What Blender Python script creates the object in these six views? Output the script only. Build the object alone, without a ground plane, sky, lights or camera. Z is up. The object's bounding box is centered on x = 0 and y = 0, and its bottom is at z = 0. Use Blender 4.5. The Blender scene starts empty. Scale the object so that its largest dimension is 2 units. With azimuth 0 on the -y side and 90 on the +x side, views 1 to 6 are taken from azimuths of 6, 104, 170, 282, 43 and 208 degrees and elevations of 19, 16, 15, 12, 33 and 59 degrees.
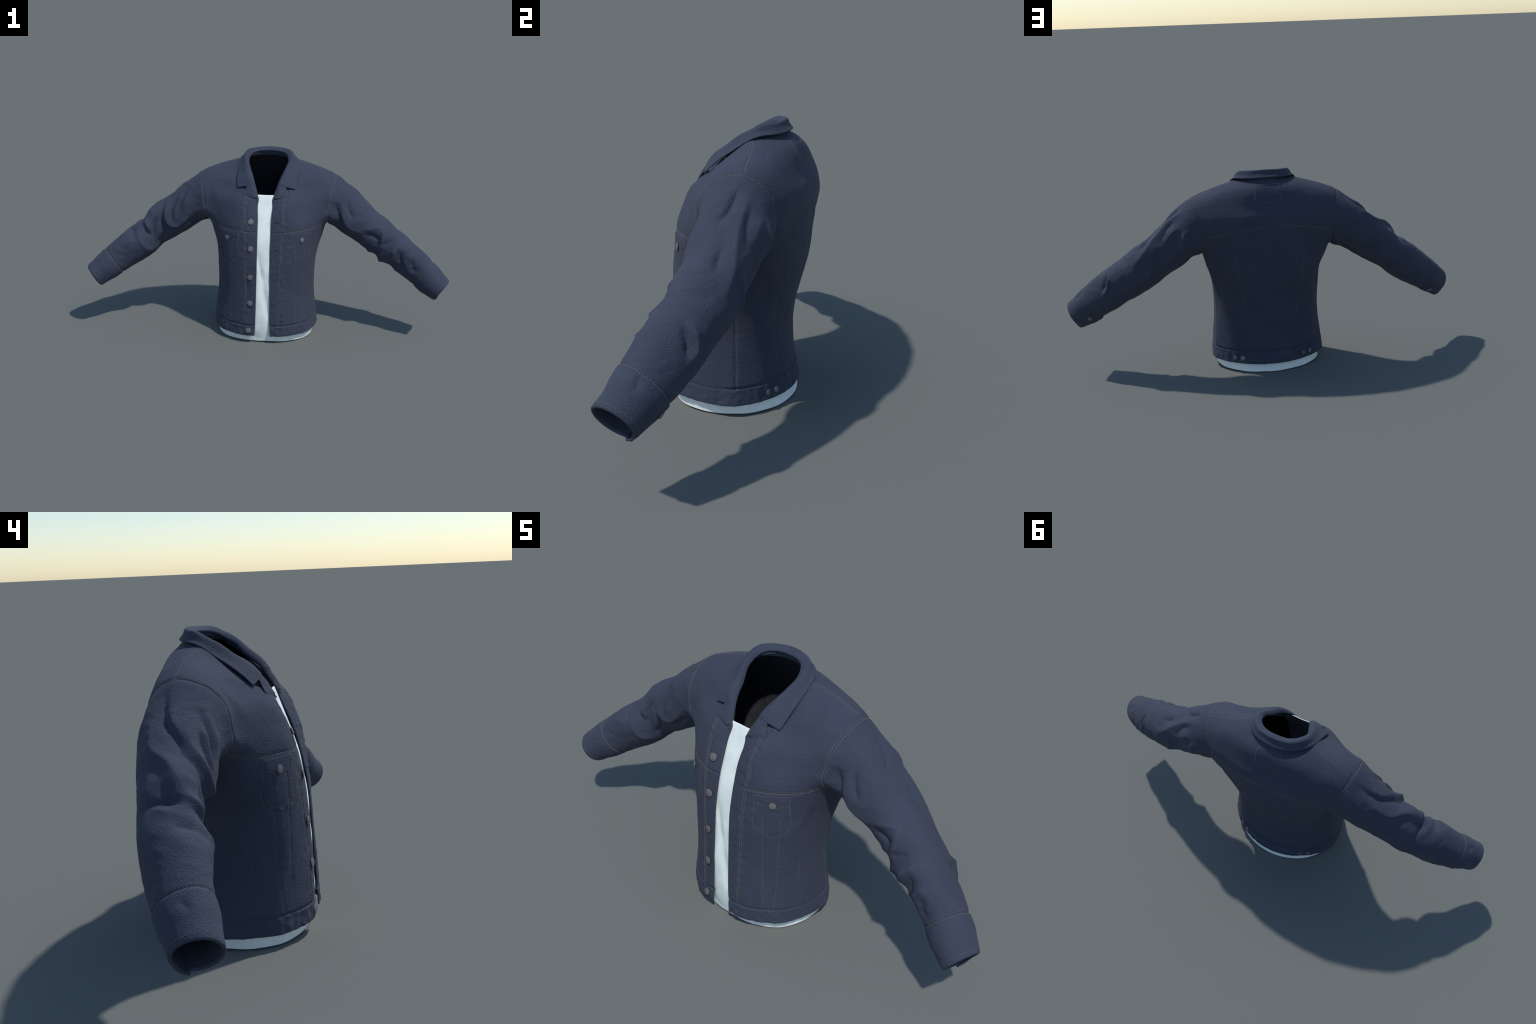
import bpy, bmesh, math, random
import numpy as np
from mathutils import Vector
from mathutils.bvhtree import BVHTree

rng = np.random.RandomState(7)
random.seed(7)

# ---------------------------------------------------------------- splines
def spline(xk, Y, xq):
    """natural cubic spline through knots (xk, Y[k]) evaluated at xq"""
    xk = np.asarray(xk, float); Y = np.asarray(Y, float); xq = np.asarray(xq, float)
    n = len(xk); h = np.diff(xk)
    shp = Y.shape[1:]; Yf = Y.reshape(n, -1)
    A = np.zeros((n, n)); R = np.zeros_like(Yf)
    A[0, 0] = A[-1, -1] = 1
    for i in range(1, n - 1):
        A[i, i - 1] = h[i - 1]; A[i, i] = 2 * (h[i - 1] + h[i]); A[i, i + 1] = h[i]
        R[i] = 6 * ((Yf[i + 1] - Yf[i]) / h[i] - (Yf[i] - Yf[i - 1]) / h[i - 1])
    M = np.linalg.solve(A, R)
    k = np.clip(np.searchsorted(xk, xq, side='right') - 1, 0, n - 2)
    a = (xk[k + 1] - xq)[:, None]; b = (xq - xk[k])[:, None]; hk = h[k][:, None]
    out = (M[k] * a ** 3 + M[k + 1] * b ** 3) / (6 * hk) + (Yf[k] / hk - M[k] * hk / 6) * a + (Yf[k + 1] / hk - M[k + 1] * hk / 6) * b
    return out.reshape((len(xq),) + shp)

def smooth01(x):
    x = np.clip(x, 0, 1); return x * x * (3 - 2 * x)

def resample(poly, step):
    P = np.asarray(poly, float)
    L = np.r_[0, np.cumsum(np.linalg.norm(np.diff(P, axis=0), axis=1))]
    Q = spline(L, P, np.linspace(0, L[-1], 200)) if len(P) > 2 else P
    L = np.r_[0, np.cumsum(np.linalg.norm(np.diff(Q, axis=0), axis=1))]
    n = max(2, int(L[-1] / step) + 1); s = np.linspace(0, L[-1], n)
    return np.stack([np.interp(s, L, Q[:, k]) for k in range(3)], 1)

# ---------------------------------------------------------------- torso pattern pieces (wearer's left half, x > 0)
# rows run from hem to shoulder; front columns run from the open front edge to the side seam / armhole
FRONT = [
 [(.043,-.249,.045),(.100,-.246,.045),(.190,-.202,.045),(.250,-.135,.045),(.284,-.020,.045)],
 [(.040,-.249,.120),(.095,-.246,.120),(.180,-.203,.120),(.240,-.142,.120),(.279,-.045,.120)],
 [(.038,-.244,.250),(.090,-.238,.250),(.174,-.197,.250),(.229,-.137,.250),(.265,-.045,.250)],
 [(.037,-.237,.380),(.092,-.230,.380),(.173,-.195,.380),(.230,-.136,.380),(.265,-.043,.380)],
 [(.036,-.226,.500),(.096,-.223,.500),(.175,-.190,.500),(.240,-.129,.500),(.275,-.037,.500)],
 [(.036,-.206,.603),(.101,-.210,.603),(.178,-.182,.603),(.247,-.126,.603),(.296,-.042,.603)],
 [(.036,-.193,.650),(.102,-.200,.655),(.180,-.174,.660),(.250,-.119,.661),(.298,-.077,.662)],
 [(.037,-.172,.705),(.105,-.180,.715),(.190,-.143,.725),(.255,-.101,.725),(.305,-.072,.725)],
 [(.039,-.147,.760),(.108,-.153,.772),(.190,-.113,.783),(.260,-.078,.783),(.310,-.062,.782)],
 [(.043,-.120,.803),(.107,-.112,.815),(.190,-.068,.830),(.260,-.047,.830),(.312,-.040,.827)],
 [(.086,-.060,.856),(.138,-.046,.864),(.200,-.034,.869),(.265,-.021,.867),(.318,-.012,.862)],
 [(.108,-.004,.914),(.145, .008,.909),(.200, .018,.906),(.265, .027,.897),(.320, .036,.887)],
 [(.118, .074,.970),(.152, .072,.957),(.200, .077,.941),(.260, .087,.921),(.320, .095,.899)],
]
# back columns run from centre back towards the side seam / armhole
BACK = [
 [(0,.221,.045),(.080,.212,.045),(.155,.181,.045),(.230,.126,.045)],
 [(0,.203,.120),(.070,.198,.120),(.130,.180,.120),(.210,.135,.120)],
 [(0,.190,.250),(.070,.185,.250),(.130,.170,.250),(.205,.130,.250)],
 [(0,.203,.380),(.070,.197,.380),(.145,.181,.380),(.221,.136,.380)],
 [(0,.236,.500),(.080,.232,.500),(.153,.212,.500),(.239,.155,.500)],
 [(0,.247,.603),(.080,.243,.603),(.170,.225,.603),(.273,.174,.603)],
 [(0,.250,.660),(.090,.248,.660),(.180,.229,.655),(.255,.205,.650)],
 [(0,.254,.710),(.090,.252,.710),(.180,.238,.705),(.255,.222,.700)],
 [(0,.255,.755),(.090,.254,.755),(.180,.242,.753),(.255,.226,.750)],
 [(0,.248,.805),(.090,.247,.803),(.180,.236,.800),(.260,.218,.797)],
 [(0,.224,.860),(.090,.222,.857),(.180,.212,.852),(.265,.197,.843)],
 [(0,.192,.930),(.090,.184,.934),(.180,.166,.922),(.270,.160,.896)],
 [(0,.151,.984),(.118,.074,.970),(.185,.078,.952),(.272,.091,.925)],
]
SIDE = [(.280,.060,.045),(.275,.060,.120),(.262,.055,.250),(.267,.055,.380),(.282,.063,.500)]
ARMPIT = (.322,.070,.607)
ARM_FRONT = [(.331,-.050,.662),(.339,-.064,.725),(.346,-.058,.780),(.353,-.038,.822),(.360,-.003,.856),(.365,.046,.878)]
ARM_BACK = [(.313,.165,.640),(.311,.199,.695),(.314,.203,.750),(.324,.193,.793),(.338,.176,.830),(.351,.148,.862)]
SHOULDER = (.361,.100,.886)

VK = np.array([.045,.12,.25,.38,.5,.605,.66,.72,.78,.83,.875,.925,.975])   # row parameter
KP = 5                                                                    # armpit row
NV_LOW, NV_UP, NU_F, NU_B = 190, 130, 112, 296
v_low = np.linspace(VK[0], VK[KP], NV_LOW)
v_up = np.linspace(VK[KP], VK[-1], NV_UP)
v_all = np.r_[v_low, v_up[1:]]

side_low = spline(VK[:KP + 1], np.array(SIDE + [ARMPIT]), v_low)
ring_par = np.r_[-(VK[KP + 1:][::-1] - VK[KP]), 0, VK[KP + 1:] - VK[KP]]
ring_ctl = np.array([SHOULDER] + ARM_FRONT[::-1] + [ARMPIT] + ARM_BACK + [SHOULDER])
arm_f = spline(ring_par, ring_ctl, -(v_up - VK[KP]))
arm_b = spline(ring_par, ring_ctl, (v_up - VK[KP]))
arm_f[0] = arm_b[0] = side_low[-1]; arm_b[-1] = arm_f[-1]
side_f = np.r_[side_low, arm_f[1:]]
side_b = np.r_[side_low, arm_b[1:]]

def front_panel():
    inner = spline(VK, np.array(FRONT), v_all)                    # nv,5,3
    G = np.concatenate([inner, side_f[:, None]], 1)
    uk = np.array([0, .16, .4, .62, .82, 1.0])
    uq = np.linspace(0, 1, NU_F)
    return np.stack([spline(uk, row, uq) for row in G]), uq
def back_panel():
    inner = spline(VK, np.array(BACK), v_all)
    G = np.concatenate([inner, side_b[:, None]], 1)
    m = G[:, :0:-1] * np.array([-1, 1, 1])
    G = np.concatenate([m, G], 1)
    uk = np.array([-1, -.76, -.5, -.25, 0, .25, .5, .76, 1])
    uq = np.linspace(-1, 1, NU_B + 1)
    return np.stack([spline(uk, row, uq) for row in G]), uq

# ---------------------------------------------------------------- sleeves: stations (centre, up radius, side radius, skew)
SLEEVE_L = [
 (.386, .086,.717,.120,.117, .0008),(.437, .074,.674,.110,.125,-.0001),(.486, .072,.634,.107,.119, .0001),
 (.542, .068,.598,.102,.107, .0003),(.597, .063,.560,.104,.103, .0009),(.647, .051,.525,.102,.099, .0012),
 (.696, .027,.485,.099,.099, .0006),(.751, .014,.456,.093,.090, .0015),(.799,-.008,.415,.092,.085, .0015),
 (.849,-.030,.377,.086,.079, .0010),(.896,-.055,.343,.080,.076, .0004),(.942,-.082,.305,.069,.069, .0003),
 (.9575,-.092,.296,.066,.067, .0003)]
SLEEVE_R = [
 (.388, .081,.720,.117,.122, .0000),(.442, .080,.681,.114,.120, .0010),(.490, .069,.641,.109,.114, .0003),
 (.547, .060,.607,.107,.106, .0008),(.604, .059,.572,.104,.096, .0008),(.651, .045,.532,.098,.094, .0015),
 (.698, .023,.490,.097,.093, .0000),(.747, .001,.457,.096,.091, .0009),(.800,-.015,.419,.092,.083, .0015),
 (.849,-.036,.380,.084,.078, .0010),(.897,-.061,.347,.078,.075, .0005),(.943,-.085,.308,.068,.068, .0004),
 (.957,-.094,.298,.065,.066, .0004)]
NS = 240
def sleeve_grid(st, shift):
    st = np.array(st); C = st[:, :3].copy(); n = len(C)
    C[3:7, 2] -= .002; C[5:10] += shift
    for _ in range(1):
        C[1:-1] = (C[:-2] + 2 * C[1:-1] + C[2:]) / 4
    T = np.gradient(C, axis=0); T /= np.linalg.norm(T, axis=1)[:, None]
    for _ in range(2):
        T[1:-1] = (T[:-2] + 2 * T[1:-1] + T[2:]) / 4
    T[-1] = T[-2] = (.80, -.27, -.54); T[-3] = .5 * T[-3] + .5 * T[-2]        # the cuff mouth faces more outward than the arm
    T /= np.linalg.norm(T, axis=1)[:, None]
    U = np.array([0, 0, 1.]) - T * T[:, 2:3]; U /= np.linalg.norm(U, axis=1)[:, None]
    W = np.cross(T, U)                                            # towards the front
    ring = np.concatenate([arm_f[::-1], arm_b[1:]], 0)            # shoulder > front > armpit > back > shoulder
    c0 = np.array([.338, .075, .75]); d = ring - c0
    th = np.unwrap(np.arctan2(d @ W[1], d @ U[1])); th -= 2 * math.pi * round(th[0] / (2 * math.pi))
    th[-1] = th[0] + 2 * math.pi if th[-1] > th[0] else th[0] - 2 * math.pi
    pts = []
    for k in range(n):
        q = np.array([[st[k, 3] ** 2, st[k, 5]], [st[k, 5], st[k, 4] ** 2]])
        w, V = np.linalg.eigh(q); M = V @ np.diag(np.sqrt(np.maximum(w, 1e-6))) @ V.T
        e = M @ np.stack([np.cos(th), np.sin(th)])
        pts.append(C[k] + e[0][:, None] * U[k] + e[1][:, None] * W[k])
    pts = np.array(pts)
    top = smooth01((np.cos(th) + .9) / 1.8)[:, None]
    pts[0] = top * pts[0] + (1 - top) * (.55 * ring + .45 * pts[1])
    G = np.concatenate([ring[None], pts], 0)
    s = np.r_[0, .06 + .065 * np.arange(12), .06 + .065 * 11 + .02]
    sq = np.linspace(0, s[-1], NS)
    return spline(s, G, sq), sq, th

# ---------------------------------------------------------------- assemble one jacket body
class Body:
    def __init__(self): self.V = []; self.F = []; self.A = []; self.reg = []; self.n = 0
    def grid(self, G, a, b, kind, side, flip=False, close=False):
        nv, nu = G.shape[:2]; base = self.n
        self.V.append(G.reshape(-1, 3)); self.n += nv * nu
        A = np.zeros((nv, nu, 4)); A[..., 0] = kind; A[..., 1] = side; A[..., 2] = a; A[..., 3] = b
        self.A.append(A.reshape(-1, 4))
        i, j = np.meshgrid(np.arange(nv - 1), np.arange(nu - 1), indexing='ij')
        p = base + i * nu + j
        f = np.stack([p, p + 1, p + nu + 1, p + nu], -1).reshape(-1, 4)
        if flip: f = f[:, ::-1]
        self.F.append(f); self.reg.append(np.full(len(f), kind * 10 + side))

B = Body()
Fp, uF = front_panel(); Bp, uB = back_panel()
# front and back meet along one shoulder seam
seam_delta = Bp[-1, NU_B // 2 + NU_B // 8:] - Fp[-1]
seam_w = smooth01((v_all - .86) / (VK[-1] - .86))
Fp = Fp + seam_w[:, None, None] * seam_delta[None]
mir = np.array([-1, 1, 1])
vv = v_all[:, None]
# the button side lies a little proud of the buttonhole side
lean = np.zeros_like(Fp); lean[..., 1] = .001 * smooth01(1 - uF / .3)[None] * smooth01((.80 - v_all) / .15)[:, None]
B.grid(Fp + lean, vv, uF[None], 0, 0)
B.grid((Fp - lean) * mir, vv, uF[None], 0, 1, flip=True)
B.grid(Bp[:, ::-1], vv, uB[None, ::-1], 1, 0)
SL, sS, thL = sleeve_grid(SLEEVE_L, (0, -.003, 0))
SR, _, thR = sleeve_grid(SLEEVE_R, (0, .004, -.002))
B.grid(SL, sS[:, None], thL[None], 2, 0)
B.grid(SR * mir, sS[:, None], thR[None], 2, 1, flip=True)
V = np.concatenate(B.V); A = np.concatenate(B.A); F = np.concatenate(B.F); REG = np.concatenate(B.reg)
# weld shared borders
_, idx, inv = np.unique(np.round(V, 5), axis=0, return_index=True, return_inverse=True)
inv = inv.ravel(); V = V[idx]; A = A[idx]; F = inv[F]
ok = np.array([len(set(f)) == 4 for f in F.tolist()])
F = F[ok]; REG = REG[ok]

def normals(V, F):
    a = V[F[:, 2]] - V[F[:, 0]]; b = V[F[:, 3]] - V[F[:, 1]]
    fn = np.cross(a, b); N = np.zeros_like(V)
    for k in range(4): np.add.at(N, F[:, k], fn)
    return N / np.maximum(np.linalg.norm(N, axis=1), 1e-12)[:, None]
N = normals(V, F)

# relax the pattern seams so that the cloth runs smoothly over them
E = np.concatenate([F[:, [0, 1]], F[:, [1, 2]], F[:, [2, 3]], F[:, [3, 0]]])
Es = np.sort(E, 1); ue, cnt = np.unique(Es, axis=0, return_counts=True)
border = np.zeros(len(V), bool); border[ue[cnt == 1].ravel()] = True
deg = np.bincount(ue.ravel(), minlength=len(V)).astype(float)
kind, half, pa, pb = A[:, 0].astype(int), A[:, 1].astype(int), A[:, 2], A[:, 3]
def dist_to(poly, P):
    """distance of points to a densely resampled polyline"""
    best = np.full(len(P), 9.)
    for q in poly: best = np.minimum(best, ((P - q) ** 2).sum(1))
    return np.sqrt(best)
absV = np.abs(V) * [1, 0, 0] + V * [0, 1, 1]
ring_pts = np.concatenate([arm_f, arm_b])[::4]
d_arm = dist_to(ring_pts, absV)
d_side = dist_to(side_low[::5], absV)
d_shoulder = dist_to(Bp[-1, NU_B // 2 + NU_B // 8:][::4], absV)
relax_w = np.maximum.reduce([1 - d_arm / .03, 1 - d_side / .05, 1 - d_shoulder / .05])
relax_w = smooth01(relax_w) * ~border
def laplace(X, n, w):
    for _ in range(n):
        S = np.stack([np.bincount(ue[:, 0], X[ue[:, 1], k], len(X)) + np.bincount(ue[:, 1], X[ue[:, 0], k], len(X)) for k in range(3)], 1)
        X = X + (w * .9)[:, None] * (S / deg[:, None] - X)
    return X
V = laplace(V, 45, relax_w)
N = normals(V, F)

# ---------------------------------------------------------------- folds of the sleeves
# each fold: (height, width, path); path points are (distance down the sleeve, angle: 0 top, 90 front, 180 under, 270 back)
FOLDS_R = [
 (-.006,.035,[(.20,-15),(.30,-15),(.45,0)]),
 (.010,.018,[(.135,14),(.218,38),(.251,62),(.268,87),(.248,108),(.165,107),(.125,101)]),
 (-.010,.018,[(.231,16),(.258,42),(.291,66),(.304,90),(.281,112),(.205,123),(.101,114)]),
 (-.008,.010,[(.125,35),(.185,50),(.218,67),(.244,88)]),
 (-.008,.012,[(.075,40),(.131,58),(.171,72),(.188,83)]),
 (.004,.009,[(.108,46),(.168,57),(.201,72)]),
 (.006,.020,[(.042,38),(.101,62),(.138,84)]),
 (.007,.014,[(.361,14),(.378,44),(.381,79)]),
 (-.008,.014,[(.398,31),(.411,62),(.398,90)]),
 (-.010,.012,[(.301,54),(.341,66),(.371,83),(.391,98)]),
 (.008,.020,[(.447,40),(.471,75),(.454,117),(.414,128)]),
 (-.008,.014,[(.324,110),(.368,125),(.407,123)]),
 (-.006,.020,[(.464,18),(.491,57)]),
 (.004,.020,[(.494,28),(.531,64)]),
 (.006,.025,[(.308,17),(.318,47)]),
 (-.010,.018,[(.018,-20),(.048,-16),(.108,-13),(.181,9),(.241,18)]),
 (.008,.022,[(.055,-31),(.125,-34),(.201,-29),(.261,-7),(.354,9)]),
 (.005,.015,[(.045,-7),(.105,-1),(.178,17)]),
 (-.009,.013,[(.384,7),(.378,-14),(.374,-44)]),
 (.0035,.016,[(.441,29),(.421,-4),(.388,-39)]),
 (-.005,.014,[(.471,28),(.471,3)]),
 (-.003,.014,[(.175,3),(.238,29),(.274,69)]),
 (.004,.020,[(.201,-29),(.278,3),(.354,25),(.364,56)]),
 (-.004,.014,[(.334,-13),(.374,-4),(.394,21)]),
 (-.004,.012,[(.690,-16),(.714,-7)]),
 (-.003,.020,[(.052,34),(.098,39)]),
]
FOLDS_L = [
 (.006,.014,[(.345,128),(.350,148),(.355,168)]), (.008,.014,[(.425,115),(.430,140),(.435,165)]), (-.006,.014,[(.385,125),(.390,165)]), (-.007,.016,[(.480,130),(.490,168)]), (.005,.014,[(.530,125),(.535,160)]),
 (-.010,.045,[(.08,-72),(.20,-85),(.34,-95)]),
 (-.010,.016,[(.048,78),(.098,98),(.145,115)]),
 (.007,.018,[(.088,80),(.131,98),(.175,107),(.251,100)]),
 (-.008,.016,[(.088,55),(.121,66),(.165,79)]),
 (-.010,.022,[(.274,96),(.331,86),(.364,86)]),
 (.005,.014,[(.264,89),(.294,63),(.324,48)]),
 (.007,.012,[(.341,50),(.368,75),(.378,90)]),
 (-.007,.012,[(.394,86),(.407,72),(.421,50)]),
 (-.010,.020,[(.504,73),(.524,97)]),
 (.006,.016,[(.454,66),(.471,88),(.474,113)]),
 (-.006,.020,[(.580,71),(.624,87)]),
 (.008,.014,[(.471,51),(.467,86)]),
 (.008,.012,[(.554,51),(.547,95)]),
 (.010,.012,[(.477,-43),(.491,-64),(.524,-80),(.554,-86)]),
 (-.007,.012,[(.491,-36),(.514,-55),(.547,-77)]),
 (-.009,.012,[(.028,-15),(.052,-13),(.088,-7),(.128,3)]),
 (.007,.020,[(.028,-33),(.078,-32),(.175,-33),(.274,-52),(.358,-64)]),
 (-.0025,.020,[(.160,-14),(.240,-19),(.320,-22)]),
 (-.006,.016,[(.055,-43),(.105,-42),(.175,-55)]),
 (-.004,.016,[(.384,-10),(.374,-45)]),
 (-.005,.012,[(.288,-26),(.225,-16)]),
 (.006,.020,[(.138,-60),(.058,-62)]),
 (.008,.018,[(.118,-116),(.088,-95),(.058,-80)]),
 (.010,.018,[(.334,-121),(.271,-89),(.258,-72)]),
 (-.004,.014,[(.670,-30),(.717,-38)]),
]
# soft drapes of the torso: (height, width, path in space)
FOLDS_BODY = [
 (.005,.028,[(.055,.192,.24),(.050,.200,.33),(.060,.215,.43)]), (.005,.028,[(-.050,.192,.26),(-.060,.203,.36),(-.065,.215,.44)]),
 (-.006,.030,[(.140,.172,.28),(.150,.178,.36),(.160,.195,.46)]), (-.005,.028,[(-.145,.172,.26),(-.150,.178,.36),(-.165,.195,.44)]),
 (.014,.045,[(.305,.085,.57),(.287,.09,.50),(.272,.085,.43)]), (-.007,.030,[(.228,.150,.50),(.215,.140,.38)]), (-.004,.030,[(.266,.06,.37),(.262,.06,.28)]), (-.005,.028,[(-.268,.09,.50),(-.250,.10,.42)]), (.004,.022,[(-.205,.140,.26),(-.215,.145,.38)]),
 (.003,.020,[(0,.193,.22),(.004,.200,.34)]),
 (-.004,.014,[(.215,.128,.918),(.245,.140,.905)]), (-.004,.014,[(.275,.145,.888),(.300,.152,.872)]),
 (-.004,.014,[(-.215,.128,.918),(-.250,.142,.903)]),
 (.004,.022,[(-.300,-.05,.845),(-.270,-.085,.775)]), (-.004,.018,[(-.325,-.045,.835),(-.300,-.085,.755)]),
 (-.004,.020,[(.290,-.03,.560),(.268,-.075,.430)]), (.004,.022,[(.272,-.060,.590),(.250,-.105,.440)]),
 (-.004,.020,[(-.290,-.03,.540),(-.268,-.075,.400)]),
 (-.004,.018,[(.262,.100,.480),(.245,.110,.330)]), (-.004,.018,[(-.262,.100,.520),(-.245,.110,.360)]),
 (.0035,.008,[(.252,-.080,.306),(.253,-.083,.231),(.255,-.091,.160)]), (.0035,.008,[(-.252,-.080,.306),(-.253,-.083,.231),(-.255,-.091,.160)]), (-.003,.014,[(-.150,-.20,.30),(-.200,-.17,.16)]),
]
def sleeve_point(G, th, s, deg):
    t = math.radians(deg)
    while t < th[0]: t += 2 * math.pi
    while t > th[0] + 2 * math.pi: t -= 2 * math.pi
    i = min(NS - 1, max(0, s / sS[-1] * (NS - 1))); j = int(np.argmin(np.abs(th - t)))
    i0 = int(i); i1 = min(i0 + 1, NS - 1); f = i - i0
    return G[i0, j] * (1 - f) + G[i1, j] * f
disp = np.zeros(len(V))
def add_fold(path, amp, w, mask, gain=1.0):
    global disp
    P = resample(path, .004); n = len(P)
    tp = np.minimum(1, np.minimum(np.arange(n) + 1, n - np.arange(n)) / max(2., n * .3)) ** .7
    lo = P.min(0) - 3 * w; hi = P.max(0) + 3 * w
    ids = np.where(mask & np.all((V > lo) & (V < hi), 1))[0]
    best = np.zeros(len(ids))
    for q, t in zip(P, tp):
        d = np.linalg.norm(V[ids] - q, axis=1)
        best = np.maximum(best, t * np.exp(-(d / w) ** 1.35))
    disp[ids] += amp * gain * best
sleeve_fade = np.where(kind == 2, smooth01(pa / .03), 0)
for a, w, path in FOLDS_R:
    add_fold([sleeve_point(SR, thR, s, d) * mir for s, d in path], a, w, (kind == 2) & (half == 1), 1.4)
for a, w, path in FOLDS_L:
    add_fold([sleeve_point(SL, thL, s, d) for s, d in path], a, w, (kind == 2) & (half == 0), 1.6)
disp *= np.where(kind == 2, sleeve_fade, 1)
for a, w, path in FOLDS_BODY:
    add_fold(path, a, w, kind < 2)

# gentle unevenness of worn cloth
def soft_noise(P, scale, seed):
    r = np.random.RandomState(seed); out = np.zeros(len(P))
    for _ in range(14):
        k = r.normal(size=3); k *= scale * r.uniform(.6, 1.5) / np.linalg.norm(k)
        out += np.sin(P @ k + r.uniform(0, 6.28))
    return out / 3.7
disp += .0011 * soft_noise(V, 45, 3) * np.where(kind == 2, sleeve_fade, .5) + .0002 * soft_noise(V, 150, 5) - .0012 + np.where(kind == 2, .0036 * smooth01((pa - .40) / .15), 0)


# ---------------------------------------------------------------- seams (wearer's left, mirrored)
YOKE = [(.038,-.206,.620),(.104,-.207,.623),(.175,-.182,.628),(.235,-.140,.628),(.294,-.075,.632),(.328,-.032,.647)]
PLACKET = [(.112,-.096,.828),(.105,-.156,.768),(.101,-.197,.668),(.097,-.217,.552),(.092,-.230,.378),(.091,-.246,.128),(.091,-.247,.106)]
DART_INNER = [(.170,-.190,.560),(.170,-.194,.424),(.172,-.195,.256),(.179,-.201,.108)]
DART_OUTER = [(.226,-.150,.562),(.215,-.156,.420),(.210,-.160,.250),(.210,-.177,.108)]
POCKET = [(.134,-.203,.612),(.137,-.207,.550),(.140,-.210,.486),(.165,-.197,.458),(.198,-.174,.438),(.218,-.154,.444),(.240,-.127,.474),(.245,-.130,.560),(.246,-.130,.612)]
FLAP = [(.135,-.205,.587),(.169,-.190,.572),(.199,-.172,.562),(.229,-.147,.574),(.245,-.131,.582)]
WELT = [(.247,-.089,.306),(.247,-.092,.231),(.249,-.101,.160)]
BAND_TOP_F = [(.042,-.250,.104),(.100,-.246,.104),(.187,-.198,.104),(.240,-.140,.104),(.278,-.020,.104),(.275,.060,.106)]
BAND_TOP_B = [(.275,.060,.106),(.215,.137,.107),(.140,.180,.107),(.070,.200,.107),(0,.206,.107)]
BACK_YOKE = [(.308,.203,.704),(.205,.236,.731),(.095,.249,.744),(0,.251,.748)]
BACK_CURVE = [(.222,.232,.712),(.175,.222,.628),(.155,.206,.520),(.146,.184,.400),(.133,.170,.280),(.113,.188,.112)]
SIDE_SEAM = [(.318,.070,.590),(.287,.060,.500),(.266,.055,.370),(.261,.056,.230),(.272,.063,.108)]
PATCH = [(.061,.172,.935),(-.061,.172,.935),(-.061,.222,.860),(.061,.222,.860),(.061,.172,.935)]
SHOULDER_SEAM = Bp[-1, NU_B // 2 + NU_B // 8:][::12].tolist()
ARMHOLE = np.concatenate([arm_f[::-1], arm_b[1:]])[::6].tolist()
S_CUFF = .657
def mirror(p): return [(-x, y, z) for x, y, z in p]
GROOVES = [(YOKE,.0024,.0045),(PLACKET,.0012,.004),(DART_INNER,.0016,.004),(DART_OUTER,.0016,.004),(BAND_TOP_F,.0042,.0042),(BAND_TOP_B,.0042,.0042),
           (BACK_YOKE,.0024,.0045),(BACK_CURVE,.0020,.0045),(SIDE_SEAM,.0026,.0045),(SHOULDER_SEAM,.0026,.0045),(ARMHOLE,.0030,.0050),(WELT,.0055,.0045),(FLAP,.0010,.0035),(POCKET,.0008,.0035)]
for path, dep, w in GROOVES:
    Q = resample(path, .003)
    for M in (Q, Q * mir):
        ids = np.where(np.all((V > M.min(0) - .02) & (V < M.max(0) + .02), 1) & ((kind < 2) | (pa < .03)))[0]
        d = np.full(len(ids), 9.)
        for q in M: d = np.minimum(d, ((V[ids] - q) ** 2).sum(1))
        disp[ids] -= 1.35 * dep * np.exp(-d / w ** 2)
# raised layers: waistband, pocket, flap, cuff
def in_poly(px, pz, poly):
    inside = np.zeros(len(px), bool); j = len(poly) - 1
    for i in range(len(poly)):
        xi, zi = poly[i]; xj, zj = poly[j]
        inside ^= ((zi > pz) != (zj > pz)) & (px < (xj - xi) * (pz - zi) / (zj - zi + 1e-12) + xi); j = i
    return inside
pocket_poly = [(p[0], p[2]) for p in POCKET]
flap_poly = [(.135,.612)] + [(p[0], p[2]) for p in FLAP] + [(.246,.612)]
patch_poly = [(p[0], p[2]) for p in PATCH[:4]]
ax_ = np.abs(V[:, 0]); front = (kind == 0) & (V[:, 1] < 0)
disp += .0016 * ((kind < 2) & (V[:, 2] < .103))
disp += .0008 * (front & in_poly(ax_, V[:, 2], pocket_poly)) + .0008 * (front & in_poly(ax_, V[:, 2], flap_poly))
disp += .0016 * ((kind == 1) & in_poly(V[:, 0], V[:, 2], patch_poly))
deg_ = np.degrees(pb) % 360
cuff_tab = smooth01((250 - deg_) / 50) * (deg_ > 192) * (kind == 2) * (pa > S_CUFF)
disp += np.where(kind == 2, .0022 * smooth01((pa - S_CUFF) / .004) - .0030 * np.exp(-((pa - S_CUFF) / .0045) ** 2), 0) + .0065 * cuff_tab
disp += np.where((kind == 2) & (pa > sS[-1] - .004), -.001, 0)

disp += np.where(kind == 2, .0013 * sleeve_fade * (1 - np.abs(soft_noise(V * [1, .6, 1.2], 85, 41))) * smooth01((S_CUFF - pa) / .02), 0)
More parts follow.
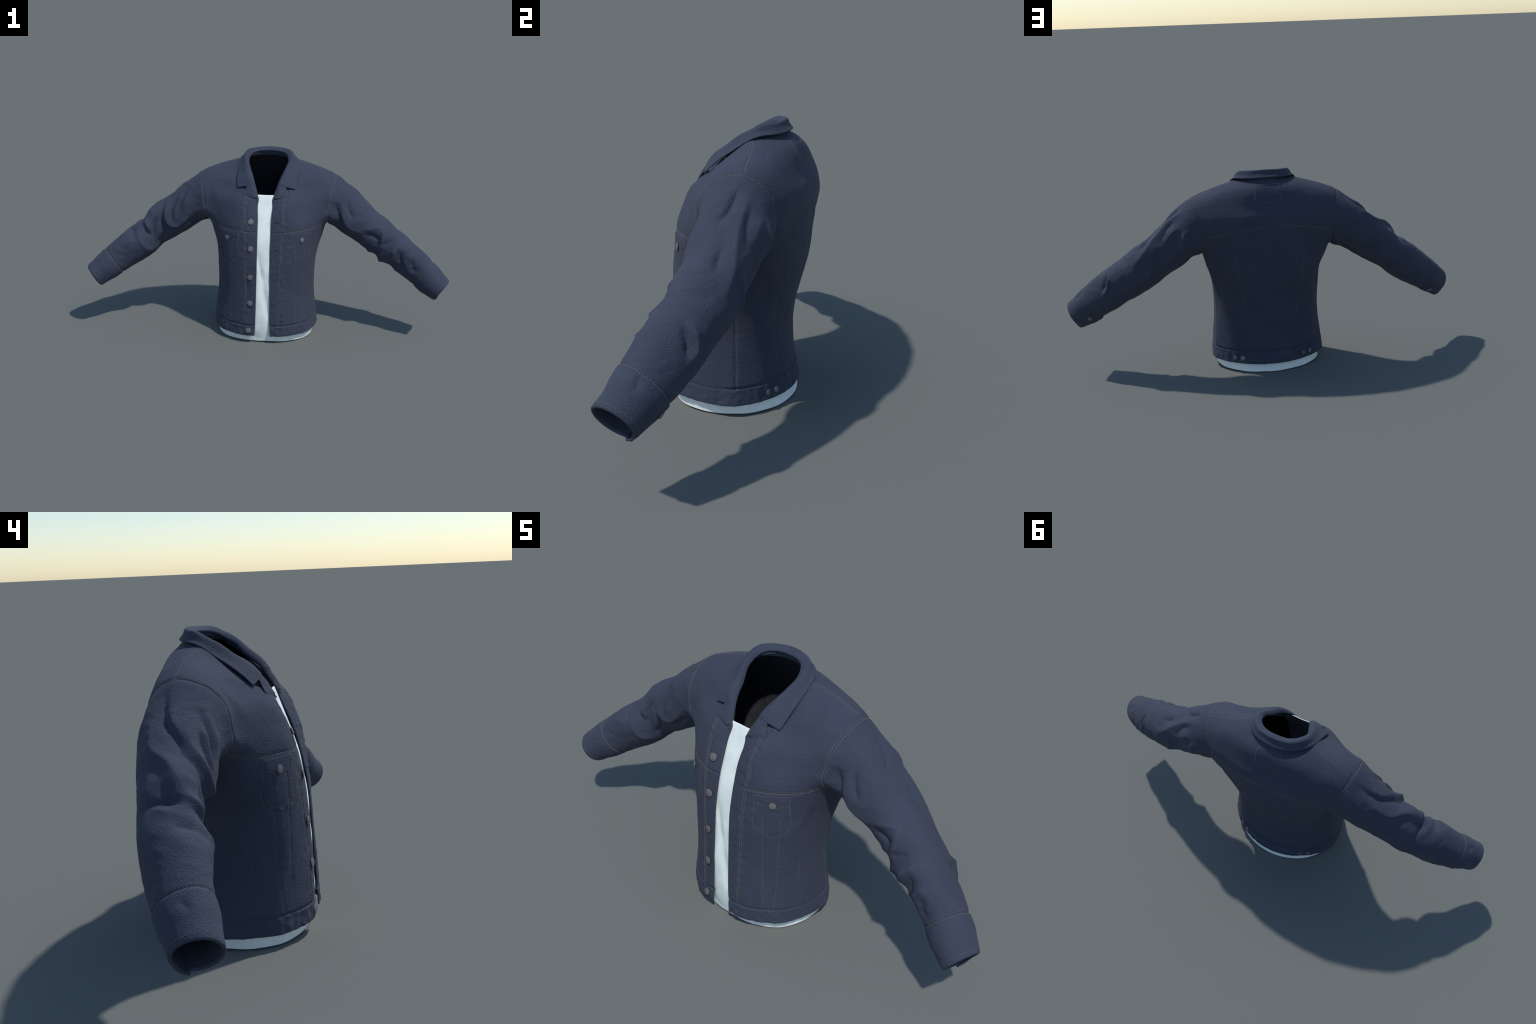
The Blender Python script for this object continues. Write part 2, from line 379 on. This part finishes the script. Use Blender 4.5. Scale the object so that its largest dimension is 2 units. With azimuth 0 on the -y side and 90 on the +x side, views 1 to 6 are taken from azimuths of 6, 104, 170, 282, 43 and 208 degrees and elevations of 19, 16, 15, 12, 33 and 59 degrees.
# cloth puckers where layers are sewn together
d_pl = dist_to(resample(PLACKET, .006), absV)
pucker = np.maximum.reduce([(V[:, 2] < .103) * (kind < 2) * .9, np.exp(-(d_pl / .025) ** 2), np.exp(-(dist_to(resample(POCKET, .008), absV) / .012) ** 2) * .7])
disp += .0015 * pucker * soft_noise(V * [1, 1, .7], 210, 31)
N = normals(V, F)
V = V + N * disp[:, None]
V += (np.where(cuff_tab > 0, cuff_tab * .006 * smooth01((pa - sS[-1] + .03) / .03), 0))[:, None] * np.where((half == 1)[:, None], [-.74, -.40, -.54], [.74, -.40, -.54])
N = normals(V, F)
bvh = BVHTree.FromPolygons(V.tolist(), F.tolist())

# ---------------------------------------------------------------- cloth with thickness
def thicken(V, F, t, label, in_label):
    """closed cloth: outer faces, rounded rim, inner faces; labels name the part each face belongs to"""
    N = normals(V, F); n = len(V)
    E = np.concatenate([F[:, [0, 1]], F[:, [1, 2]], F[:, [2, 3]], F[:, [3, 0]]]); fi = np.tile(np.arange(len(F)), 4)
    key = np.sort(E, 1); key = key[:, 0] * n + key[:, 1]
    _, first, cnt = np.unique(key, return_index=True, return_counts=True)
    be = E[first[cnt == 1]]; bf = fi[first[cnt == 1]]
    out = np.zeros_like(V); cen = V[F[bf]].mean(1)
    for k in range(2): np.add.at(out, be[:, k], V[be].mean(1) - cen)
    L = np.linalg.norm(out, axis=1); out[L > 0] /= L[L > 0][:, None]
    tv = t if np.isscalar(t) else t[:, None]; tb = t
    Vi = V - N * tv
    bv = np.unique(be); mp = np.full(n, -1); mp[bv] = 2 * n + np.arange(len(bv))
    Vm = (V[bv] + Vi[bv]) / 2 + out[bv] * (tv if np.isscalar(t) else tv[bv]) * .35
    allV = np.concatenate([V, Vi, Vm])
    rim = np.concatenate([np.stack([be[:, 1], be[:, 0], mp[be[:, 0]], mp[be[:, 1]]], 1),
                          np.stack([mp[be[:, 1]], mp[be[:, 0]], be[:, 0] + n, be[:, 1] + n], 1)])
    allF = np.concatenate([F, F[:, ::-1] + n, rim])
    lab = np.concatenate([label, np.full(len(F), in_label, dtype=object) if not isinstance(in_label, np.ndarray) else in_label, label[bf], label[bf]])
    return allV, allF, lab

def make_object(name, V, F, N=None, mat=None, parent=None, stuff=False):
    used = np.unique(F); remap = np.zeros(len(V), int); remap[used] = np.arange(len(used))
    me = bpy.data.meshes.new(name); me.from_pydata(V[used].tolist(), [], remap[F].tolist()); me.update()
    me.polygons.foreach_set('use_smooth', [True] * len(me.polygons))
    if N is not None: me.normals_split_custom_set_from_vertices(N[used].tolist())
    ob = bpy.data.objects.new(name, me); bpy.context.collection.objects.link(ob)
    if mat: me.materials.append(mat)
    if parent: ob.parent = parent
    if stuff: ob['kind'] = 'stuff'
    return ob

# ---------------------------------------------------------------- materials
def new_mat(name):
    m = bpy.data.materials.new(name); m.use_nodes = True
    nt = m.node_tree; b = nt.nodes['Principled BSDF']
    tc = nt.nodes.new('ShaderNodeTexCoord')
    return m, nt, b, tc
def noise(nt, tc, scale, detail=3, rough=.55, stretch=None, dist=0):
    n = nt.nodes.new('ShaderNodeTexNoise'); n.inputs['Scale'].default_value = scale
    n.inputs['Detail'].default_value = detail; n.inputs['Roughness'].default_value = rough; n.inputs['Distortion'].default_value = dist
    if stretch:
        mp = nt.nodes.new('ShaderNodeMapping'); mp.inputs['Scale'].default_value = stretch
        nt.links.new(tc.outputs['Object'], mp.inputs['Vector']); nt.links.new(mp.outputs['Vector'], n.inputs['Vector'])
    else: nt.links.new(tc.outputs['Object'], n.inputs['Vector'])
    return n
def ramp(nt, src, stops):
    r = nt.nodes.new('ShaderNodeValToRGB'); e = r.color_ramp.elements
    e[0].position, e[0].color = stops[0][0], (*stops[0][1], 1); e[1].position, e[1].color = stops[-1][0], (*stops[-1][1], 1)
    for p, c in stops[1:-1]: x = e.new(p); x.color = (*c, 1)
    nt.links.new(src, r.inputs['Fac']); return r
def bump(nt, src, strength, dist, prev=None):
    b = nt.nodes.new('ShaderNodeBump'); b.inputs['Strength'].default_value = strength; b.inputs['Distance'].default_value = dist
    nt.links.new(src, b.inputs['Height'])
    if prev: nt.links.new(prev.outputs['Normal'], b.inputs['Normal'])
    return b
def denim(name, lo, hi, crinkle=1.0):
    m, nt, b, tc = new_mat(name)
    grain = noise(nt, tc, 420, 2, .6, (1, 1, .45))
    cloud = noise(nt, tc, 9, 3, .5)
    mix = nt.nodes.new('ShaderNodeMath'); mix.operation = 'MULTIPLY_ADD'; mix.inputs[1].default_value = .55
    half_ = nt.nodes.new('ShaderNodeMath'); half_.operation = 'MULTIPLY'; half_.inputs[1].default_value = .45
    nt.links.new(cloud.outputs['Fac'], half_.inputs[0]); nt.links.new(grain.outputs['Fac'], mix.inputs[0]); nt.links.new(half_.outputs[0], mix.inputs[2])
    r = ramp(nt, mix.outputs[0], [(.32, lo), (.68, hi)])
    nt.links.new(r.outputs['Color'], b.inputs['Base Color'])
    b.inputs['Roughness'].default_value = .82; b.inputs['Specular IOR Level'].default_value = .25
    b.inputs['Sheen Weight'].default_value = .03
    c1 = noise(nt, tc, 150, 3, .6, (.75, .75, 1.6), .7); c2 = noise(nt, tc, 420, 2, .5)
    b1 = bump(nt, c1.outputs['Fac'], .8 * crinkle, .005); b2 = bump(nt, c2.outputs['Fac'], .55, .0018, b1)
    nt.links.new(b2.outputs['Normal'], b.inputs['Normal'])
    return m
DENIM_LO, DENIM_HI = (.036, .0450, .072), (.0500, .0612, .0945)
M_DENIM = denim('indigo_denim', DENIM_LO, DENIM_HI)
M_LINING = denim('denim_wrong_side', (.020, .022, .029), (.028, .030, .038), .8)
m, nt, b, tc = new_mat('tan_thread'); M_THREAD = m
r = ramp(nt, noise(nt, tc, 300).outputs['Fac'], [(.3, (.118, .104, .095)), (.7, (.160, .140, .127))])
nt.links.new(r.outputs['Color'], b.inputs['Base Color']); b.inputs['Roughness'].default_value = .8
m, nt, b, tc = new_mat('navy_thread_and_crease_shade'); M_NAVY = m
r = ramp(nt, noise(nt, tc, 400).outputs['Fac'], [(.3, (.026, .030, .048)), (.7, (.040, .046, .068))])
nt.links.new(r.outputs['Color'], b.inputs['Base Color']); b.inputs['Roughness'].default_value = .8
m, nt, b, tc = new_mat('grey_metal'); M_METAL = m
r = ramp(nt, noise(nt, tc, 160).outputs['Fac'], [(.3, (.125, .125, .13)), (.7, (.16, .16, .16))])
nt.links.new(r.outputs['Color'], b.inputs['Base Color']); b.inputs['Roughness'].default_value = .5; b.inputs['Metallic'].default_value = .1
m, nt, b, tc = new_mat('white_jersey'); M_TEE = m
r = ramp(nt, noise(nt, tc, 30, 4).outputs['Fac'], [(.3, (.74, .80, .775)), (.7, (.82, .87, .85))])
nt.links.new(r.outputs['Color'], b.inputs['Base Color']); b.inputs['Roughness'].default_value = .9; b.inputs['Specular IOR Level'].default_value = .2
bb = bump(nt, noise(nt, tc, 500, 2, .5, (1, 1, .5)).outputs['Fac'], .25, .001); nt.links.new(bb.outputs['Normal'], b.inputs['Normal'])

# ---------------------------------------------------------------- split the body into its parts
jacket = bpy.data.objects.new('denim_jacket', None); bpy.context.collection.objects.link(jacket)
jacket['label'] = 'open dark indigo denim jacket with sleeves held out'
jacket['category'] = 'jacket'
C = V[F].mean(1); fk = REG // 10; fh = REG % 10
def yoke_z(x):
    p = np.array(YOKE); return np.interp(np.abs(x), p[:, 0], p[:, 2])
def back_yoke_z(x):
    p = np.array(BACK_YOKE)[::-1]; return np.interp(np.abs(x), p[:, 0], p[:, 2])
label = np.empty(len(F), dtype=object)
fx, fz = np.abs(C[:, 0]), C[:, 2]; s_face = pa[F].max(1) if False else None
side_tag = np.where(fh == 1, '#r', '#l')
label[fk == 0] = np.where(fz < .103, 'waistband', np.where((fz > yoke_z(C[:, 0])) & (fx < .9), 'front_yoke', 'front_panel'))[fk == 0]
fp = (fk == 0) & (C[:, 1] < 0)
inp = fp & in_poly(fx, fz, pocket_poly); infl = fp & in_poly(fx, fz, flap_poly)
label[inp] = 'chest_pocket'; label[infl] = 'pocket_flap'
label[fk == 1] = np.where(fz < .103, 'waistband', np.where(fz > back_yoke_z(C[:, 0]), 'back_yoke', 'back_panel'))[fk == 1]
label[(fk == 1) & in_poly(C[:, 0], fz, patch_poly)] = 'back_patch'
cen_s = pa[F].mean(1)
label[fk == 2] = np.where(cen_s > S_CUFF, 'cuff', 'sleeve')[fk == 2]
two = np.isin(label.astype(str), ['front_yoke', 'front_panel', 'chest_pocket', 'pocket_flap', 'sleeve', 'cuff'])
full = np.array([l + (t if w else '') for l, t, w in zip(label, side_tag, two)], dtype=object)
thick = np.where(kind == 2, .005 + .005 * smooth01((pa - S_CUFF) / .02), .005)
inner = np.where((fk == 2) & (cen_s > .60), full, 'lining').astype(object)
TV, TF, TL = thicken(V, F, thick, full, inner)
TN = normals(TV, TF)
TLs = TL.astype(str)
parts = {}
for l in sorted(set(TLs.tolist())):
    ob = make_object(l.split('#')[0], TV, TF[TLs == l], TN, M_LINING if l == 'lining' else M_DENIM, jacket)
    parts[l] = ob
for t in '#l', '#r':
    parts['cuff' + t].parent = parts['sleeve' + t]; parts['pocket_flap' + t].parent = parts['chest_pocket' + t]

# ---------------------------------------------------------------- collar and lapels
# stations from the break of the lapel round to the centre back: inner edge, roll, middle of the leaf, outer edge
LAPEL = [
 [(.041,-.128,.793),(.048,-.137,.794),(.058,-.140,.790),(.072,-.138,.786)],
 [(.045,-.116,.811),(.053,-.127,.813),(.084,-.132,.808),(.119,-.128,.800)],
 [(.051,-.104,.829),(.059,-.115,.834),(.086,-.120,.829),(.113,-.114,.822)],
 [(.057,-.090,.845),(.064,-.101,.852),(.086,-.106,.849),(.105,-.101,.845)]]
COLLAR = [
 [(.060,-.085,.853),(.069,-.098,.863),(.110,-.100,.848),(.154,-.093,.833)],
 [(.073,-.055,.883),(.085,-.067,.897),(.122,-.071,.881),(.160,-.061,.865)],
 [(.086,-.018,.907),(.099,-.028,.924),(.133,-.027,.911),(.161,-.024,.895)],
 [(.101, .015,.938),(.115, .010,.956),(.142, .017,.941),(.161, .018,.924)],
 [(.105, .042,.957),(.121, .046,.977),(.145, .051,.962),(.160, .053,.948)],
 [(.095, .077,.980),(.112, .089,.999),(.132, .093,.982),(.148, .095,.967)],
 [(.067, .105,.990),(.079, .123,1.005),(.094, .135,.990),(.109, .140,.971)],
 [(.035, .117,.993),(.041, .138,1.007),(.050, .152,.994),(.058, .165,.974)],
 [(0, .120,.994),(0, .143,1.008),(0, .158,.995),(0, .172,.975)]]
def with_stand(rows, drop):
    """the cloth curls back under itself inside the neck"""
    out = []
    for q, r in enumerate(rows):
        dz = drop + .016 * smooth01((q - 4) / 2.) if len(rows) > 4 else drop
        I, R = np.array(r[0]), np.array(r[1]); h = np.array([I[0], I[1] - .04, 0]); h /= np.linalg.norm(h) + 1e-9
        out.append([I + h * .015 + np.array([0, 0, -dz]), I + h * .004 + np.array([0, 0, -.007])] + [np.array(p) for p in r])
    return np.array(out)
uk = np.array([0, .16, .24, .42, .71, 1.0]); uq = np.linspace(0, 1, 70)
lap = with_stand(LAPEL, .016); col = with_stand(COLLAR, .013)
lap_d = spline(np.arange(4.), lap, np.linspace(0, 3, 36))
colf = np.concatenate([col, col[-2::-1] * mir])
col_d = spline(np.arange(len(colf), dtype=float), colf, np.linspace(0, len(colf) - 1, 380))
lap_sheet = np.stack([spline(uk, r, uq) for r in lap_d]); col_sheet = np.stack([spline(uk, r, uq) for r in col_d])
sheet = np.concatenate([lap_sheet, col_sheet, lap_sheet[::-1] * mir])
nr, nu = sheet.shape[:2]
i, j = np.meshgrid(np.arange(nr - 1), np.arange(nu - 1), indexing='ij'); p = i * nu + j
cf = np.stack([p, p + 1, p + nu + 1, p + nu], -1).reshape(-1, 4)
cl = np.where(i < 35, 'lapel#l', np.where(i >= nr - 36, 'lapel#r', 'collar')).astype(object).reshape(-1)
cv = sheet.reshape(-1, 3)
nn = normals(cv, cf)
top_mid = np.argmax(cv[:, 2])
if nn[top_mid][2] < 0: cf = cf[:, ::-1]; nn = -nn
cv = cv + nn * (.0003 * soft_noise(cv, 120, 11) + .0006 * soft_noise(cv, 45, 12))[:, None]
KV, KF, KL = thicken(cv, cf, .005, cl, cl)
KN = normals(KV, KF); KLs = KL.astype(str)
for l in sorted(set(KLs.tolist())):
    make_object(l.split('#')[0], KV, KF[KLs == l], KN, M_DENIM, jacket)

# ---------------------------------------------------------------- stitching: short raised threads laid on the cloth
class Stitches:
    def __init__(self): self.V = []; self.F = []
    def dash(self, a, b, n, w, h):
        t = (b - a); t /= np.linalg.norm(t) + 1e-9; s = np.cross(n, t); base = len(self.V)
        for q, k in ((a, .55), (a + (b - a) * .25, 1), (b - (b - a) * .25, 1), (b, .55)):
            hh = h * k
            self.V += [q - s * w * k - n * .001, q - s * w * .6 * k + n * hh, q + s * w * .6 * k + n * hh, q + s * w * k - n * .001]
        for r in range(3):
            for e in range(4):
                x = base + r * 4; self.F.append((x + e, x + (e + 1) % 4, x + 4 + (e + 1) % 4, x + 4 + e))
        self.F += [(base, base + 3, base + 2, base + 1), (base + 12, base + 13, base + 14, base + 15)]
def snap(q, tree=bvh):
    c, n, _, _ = tree.find_nearest(Vector(q)); return np.array(c), np.array(n)
def run(st, path, offsets=(0,), pitch=.0092, fill=.68, w=.0013, h=.0010, tree=bvh):
    P = resample(path, .0023)
    L = np.r_[0, np.cumsum(np.linalg.norm(np.diff(P, axis=0), axis=1))]
    for off in offsets:
        s = .002 + abs(off) * .3
        while s + pitch * fill < L[-1]:
            ends = []
            for q in (s, s + pitch * fill):
                p = np.array([np.interp(q, L, P[:, k]) for k in range(3)])
                p2 = np.array([np.interp(min(q + .004, L[-1]), L, P[:, k]) for k in range(3)]); p1 = np.array([np.interp(max(q - .004, 0), L, P[:, k]) for k in range(3)])
                c, n = snap(p, tree); t = p2 - p1; t -= n * (t @ n); t /= np.linalg.norm(t) + 1e-9
                c, n = snap(c + np.cross(n, t) * off, tree); ends.append((c, n))
            n = ends[0][1] + ends[1][1]; n /= np.linalg.norm(n) + 1e-9
            st.dash(ends[0][0], ends[1][0], n, w, h); s += pitch
D = .0048
bvh_collar = BVHTree.FromPolygons(cv.tolist(), cf.tolist())
for sg, t in ((1, '#l'), (-1, '#r')):
    m_ = (lambda p: p) if sg > 0 else mirror
    st = Stitches()
    run(st, m_(YOKE[1:]), (D * .8, -D * .8)); run(st, m_(PLACKET), (D, -D) if sg > 0 else (D, -D))
    run(st, m_(DART_INNER), (0,), .0092, .65, .0009); run(st, m_(DART_OUTER), (0,), .0092, .65, .0009); run(st, m_(SIDE_SEAM), (D,), .0092, .65, .0008); run(st, m_(WELT), (D,), .0085, .6, .0008)
    run(st, m_(SHOULDER_SEAM), (D, -D)); run(st, m_(POCKET), (.002,), .0085, .72, .0013); run(st, m_(FLAP), (0,), .0085, .72, .0012)
    ob = make_object('stitching', np.array(st.V), np.array(st.F), None, M_THREAD, parts['front_panel' + t], True)
    st = Stitches()
    run(st, m_(ARMHOLE), (D * 1.1, -D * 1.1))
    G, th = (SL, thL) if sg > 0 else (SR, thR)
    sp = lambda path: [sleeve_point(G, th, a, b_) * (mir if sg < 0 else 1) for a, b_ in path]
    run(st, sp([(S_CUFF + .006, d) for d in range(0, 361, 20)]), (0,)); 
    run(st, sp([(S_CUFF - .007, d) for d in range(0, 361, 20)]), (0,), .0092, .5, .0008)
    run(st, sp([(sS[-1] - .008, d) for d in range(0, 361, 20)]), (0,), .009, .6, .0008)
    run(st, sp([(.020, 236), (.090, 230), (.180, 224), (.310, 216), (.430, 205), (.545, 202), (.650, 206)]), (D, -D), .0095, .65, .0008)
    make_object('stitching', np.array(st.V), np.array(st.F), None, M_THREAD, parts['sleeve' + t], True)
st = Stitches()
for m_ in (lambda p: p, mirror):
    run(st, m_(BACK_YOKE), (D * .8, -D * .8)); run(st, m_(BACK_CURVE), (D * .8, -D * .8), .0092, .65, .0008)
for a, b_ in zip(PATCH[:-1], PATCH[1:]): run(st, [a, b_], (0,), .008, .8, .0014)
make_object('stitching', np.array(st.V), np.array(st.F), None, M_THREAD, parts['back_panel'], True)
st = Stitches()
for m_ in (lambda p: p, mirror):
    for band in (BAND_TOP_F, BAND_TOP_B):
        run(st, [(x, y, z - .006) for x, y, z in m_(band)], (0,), .0092, .6, .0008)
        run(st, [(x, y, .052) for x, y, z in m_(band)], (0,), .0092, .6, .0007)
    run(st, m_(WELT), (0,), .0085, 1.0, .0018, .0006)  # unbroken navy strip, not a seam: paints the welt crease's shade in colour
make_object('stitching', np.array(st.V), np.array(st.F), None, M_NAVY, parts['waistband'], True)

# ---------------------------------------------------------------- buttons
def lathe(name, prof, seg, mat):
    v = []; f = []
    for r_, z_ in prof:
        for k in range(seg): a = 2 * math.pi * k / seg; v.append((r_ * math.cos(a), r_ * math.sin(a), z_))
    for q in range(len(prof) - 1):
        for k in range(seg): f.append((q * seg + k, q * seg + (k + 1) % seg, (q + 1) * seg + (k + 1) % seg, (q + 1) * seg + k))
    v.append((0, 0, prof[-1][1])); c = len(v) - 1
    for k in range(seg): f.append(((len(prof) - 1) * seg + k, (len(prof) - 1) * seg + (k + 1) % seg, c))
    me = bpy.data.meshes.new(name); me.from_pydata(v, [], f); me.update()
    me.polygons.foreach_set('use_smooth', [True] * len(me.polygons)); me.materials.append(mat); return me
PROF = [(.60, -.25), (.60, .14), (.92, .17), (1.0, .24), (1.0, .34), (.95, .40), (.86, .42), (.82, .385), (.76, .385), (.70, .42), (.35, .435)]
button_mesh = lathe('button', PROF, 36, M_METAL)
def place_button(pos, r, parent):
    c, n = snap(pos); ob = bpy.data.objects.new('button', button_mesh); bpy.context.collection.objects.link(ob)
    ob.location = c; ob.rotation_mode = 'QUATERNION'; ob.rotation_quaternion = Vector((0, 0, 1)).rotation_difference(Vector(n)); ob.scale = (r, r, r)
    ob.parent = parent
for p in [(-.071,-.195,.674), (-.069,-.222,.533), (-.068,-.235,.377), (-.067,-.245,.233)]: place_button(p, .0150, parts['front_panel#r'])
place_button((-.074,-.250,.077), .0150, parts['waistband'])
for sg, t in ((1, '#l'), (-1, '#r')):
    place_button((.199 * sg, -.172, .578), .0130, parts['chest_pocket' + t])
    for p in [(.191, .160, .072), (.155, .183, .072)]: place_button((p[0] * sg, p[1], p[2]), .0112, parts['waistband'])
place_button((.888, .017, .301), .0120, parts['sleeve#l']); place_button((-.883, .002, .291), .0120, parts['sleeve#r'])

# buttonholes on the left placket: a worked slit of dark thread
def ring_mesh(name, a, b_, r_, mat):
    v = []; f = []; S1, S2 = 28, 8
    for q in range(S1):
        u = 2 * math.pi * q / S1; cx, cy = a * math.cos(u), b_ * math.sin(u)
        nx, ny = b_ * math.cos(u), a * math.sin(u); l = math.hypot(nx, ny); nx /= l; ny /= l
        for k in range(S2):
            w_ = 2 * math.pi * k / S2; v.append((cx + nx * r_ * math.cos(w_), cy + ny * r_ * math.cos(w_), r_ * math.sin(w_)))
    for q in range(S1):
        for k in range(S2): f.append((q * S2 + k, ((q + 1) % S1) * S2 + k, ((q + 1) % S1) * S2 + (k + 1) % S2, q * S2 + (k + 1) % S2))
    me = bpy.data.meshes.new(name); me.from_pydata(v, [], f); me.update()
    me.polygons.foreach_set('use_smooth', [True] * len(me.polygons)); me.materials.append(mat); return me
hole = ring_mesh('buttonhole', .0125, .0028, .0020, M_NAVY)
for p, par in [((.066,-.19,.672), 'front_yoke#l'), ((.066,-.222,.531), 'front_panel#l'), ((.064,-.235,.372), 'front_panel#l'), ((.064,-.244,.231), 'front_panel#l'), ((.066,-.25,.076), 'waistband')]:
    c, n = snap(p); ob = bpy.data.objects.new('buttonhole', hole); bpy.context.collection.objects.link(ob)
    nz = Vector(n); tx = Vector((1, 0, .12)); tx = (tx - nz * tx.dot(nz)).normalized(); ty = nz.cross(tx)
    from mathutils import Matrix
    ob.matrix_world = Matrix.Translation(Vector(c)) @ Matrix((tx, ty, nz)).transposed().to_4x4(); ob.parent = parts[par]

# ---------------------------------------------------------------- white shirt under the jacket: front and hem
NP_, NT = 420, 150
phi = np.linspace(0, 2 * np.pi, NP_, endpoint=False)
ZK = [0, .05, .12, .19, .33, .46, .58, .69, .803]
YF = [.222, .231, .237, .238, .2315, .2215, .202, .1665, .121]
x_unit = np.cos(phi)
def shirt_point(ph, z):
    a = np.interp(z, [0, .05, .12], [.262, .262, .256]); bf = spline(ZK, np.array(YF)[:, None], np.atleast_1d(z))[:, 0]; bb_ = np.interp(z, [0, .06, .12], [.217, .200, .182])
    c, s = np.cos(ph), np.sin(ph); nf = 2 / 2.4
    x = a * np.sign(c) * np.abs(c) ** np.where(s < 0, nf, 1)
    y = np.where(s < 0, -bf * np.abs(s) ** nf, bb_ * np.abs(s))
    return np.stack([x, y, z], -1)
x0 = shirt_point(phi, np.zeros(NP_))[:, 0]; frontal = np.sin(phi) < 0
h = .115 + (.801 - .115) * smooth01((.112 - np.abs(x0)) / .02) * frontal
tt = np.linspace(0, 1, NT)
SV = np.stack([shirt_point(phi, t * h) for t in tt])
SV[..., 1] += np.where(SV[..., 1] < 0, .02 * np.clip(SV[..., 0], -.06, .06) * smooth01((.80 - SV[..., 2]) / .15) * smooth01(SV[..., 2] / .06), 0)
hem_wave = .0030 * (1 + np.sin(phi * 7) * np.sin(phi * 4 + 1)) * .5; hem_wave -= hem_wave.min()
SV[..., 2] += hem_wave[None] * np.clip(1 - SV[..., 2] / .04, 0, 1)
i, j = np.meshgrid(np.arange(NT - 1), np.arange(NP_), indexing='ij'); p = i * NP_ + j; p2 = i * NP_ + (j + 1) % NP_
sf = np.stack([p, p2, p2 + NP_, p + NP_], -1).reshape(-1, 4); sv = SV.reshape(-1, 3)
sn = normals(sv, sf)
if (sn[:, :2] * sv[:, :2]).sum() < 0: sf = sf[:, ::-1]; sn = -sn
fold = .004 * np.exp(-((sv[:, 0] + .02 - .25 * (sv[:, 2] - .3)) / .020) ** 2) * np.exp(-((sv[:, 2] - .30) / .12) ** 2)
fold -= .005 * np.exp(-((sv[:, 0] - .012 + .2 * (sv[:, 2] - .25)) / .018) ** 2) * np.exp(-((sv[:, 2] - .24) / .09) ** 2)
fold += .004 * np.exp(-((sv[:, 0] - .002 - .3 * (sv[:, 2] - .08)) / .020) ** 2) * np.exp(-((sv[:, 2] - .09) / .07) ** 2)
fold -= .004 * np.exp(-((sv[:, 0] + .022 + .2 * (sv[:, 2] - .45)) / .012) ** 2) * np.exp(-((sv[:, 2] - .40) / .09) ** 2)
fold += .0008 * soft_noise(sv, 60, 21) * smooth01(sv[:, 2] / .02)
fold *= smooth01((.052 - np.abs(sv[:, 0])) / .02) * (sv[:, 1] < 0)
sv = sv + sn * (fold * 1.4)[:, None]
sl = np.full(len(sf), 'shirt', dtype=object)
HV, HF, HL = thicken(sv, sf, .004, sl, sl)
HV[:, 2] -= HV[:, 2].min()
shirt = make_object('white_shirt', HV, HF, None, M_TEE)
shirt['label'] = 'plain white shirt showing at the opening and hem'
shirt['category'] = 'shirt'
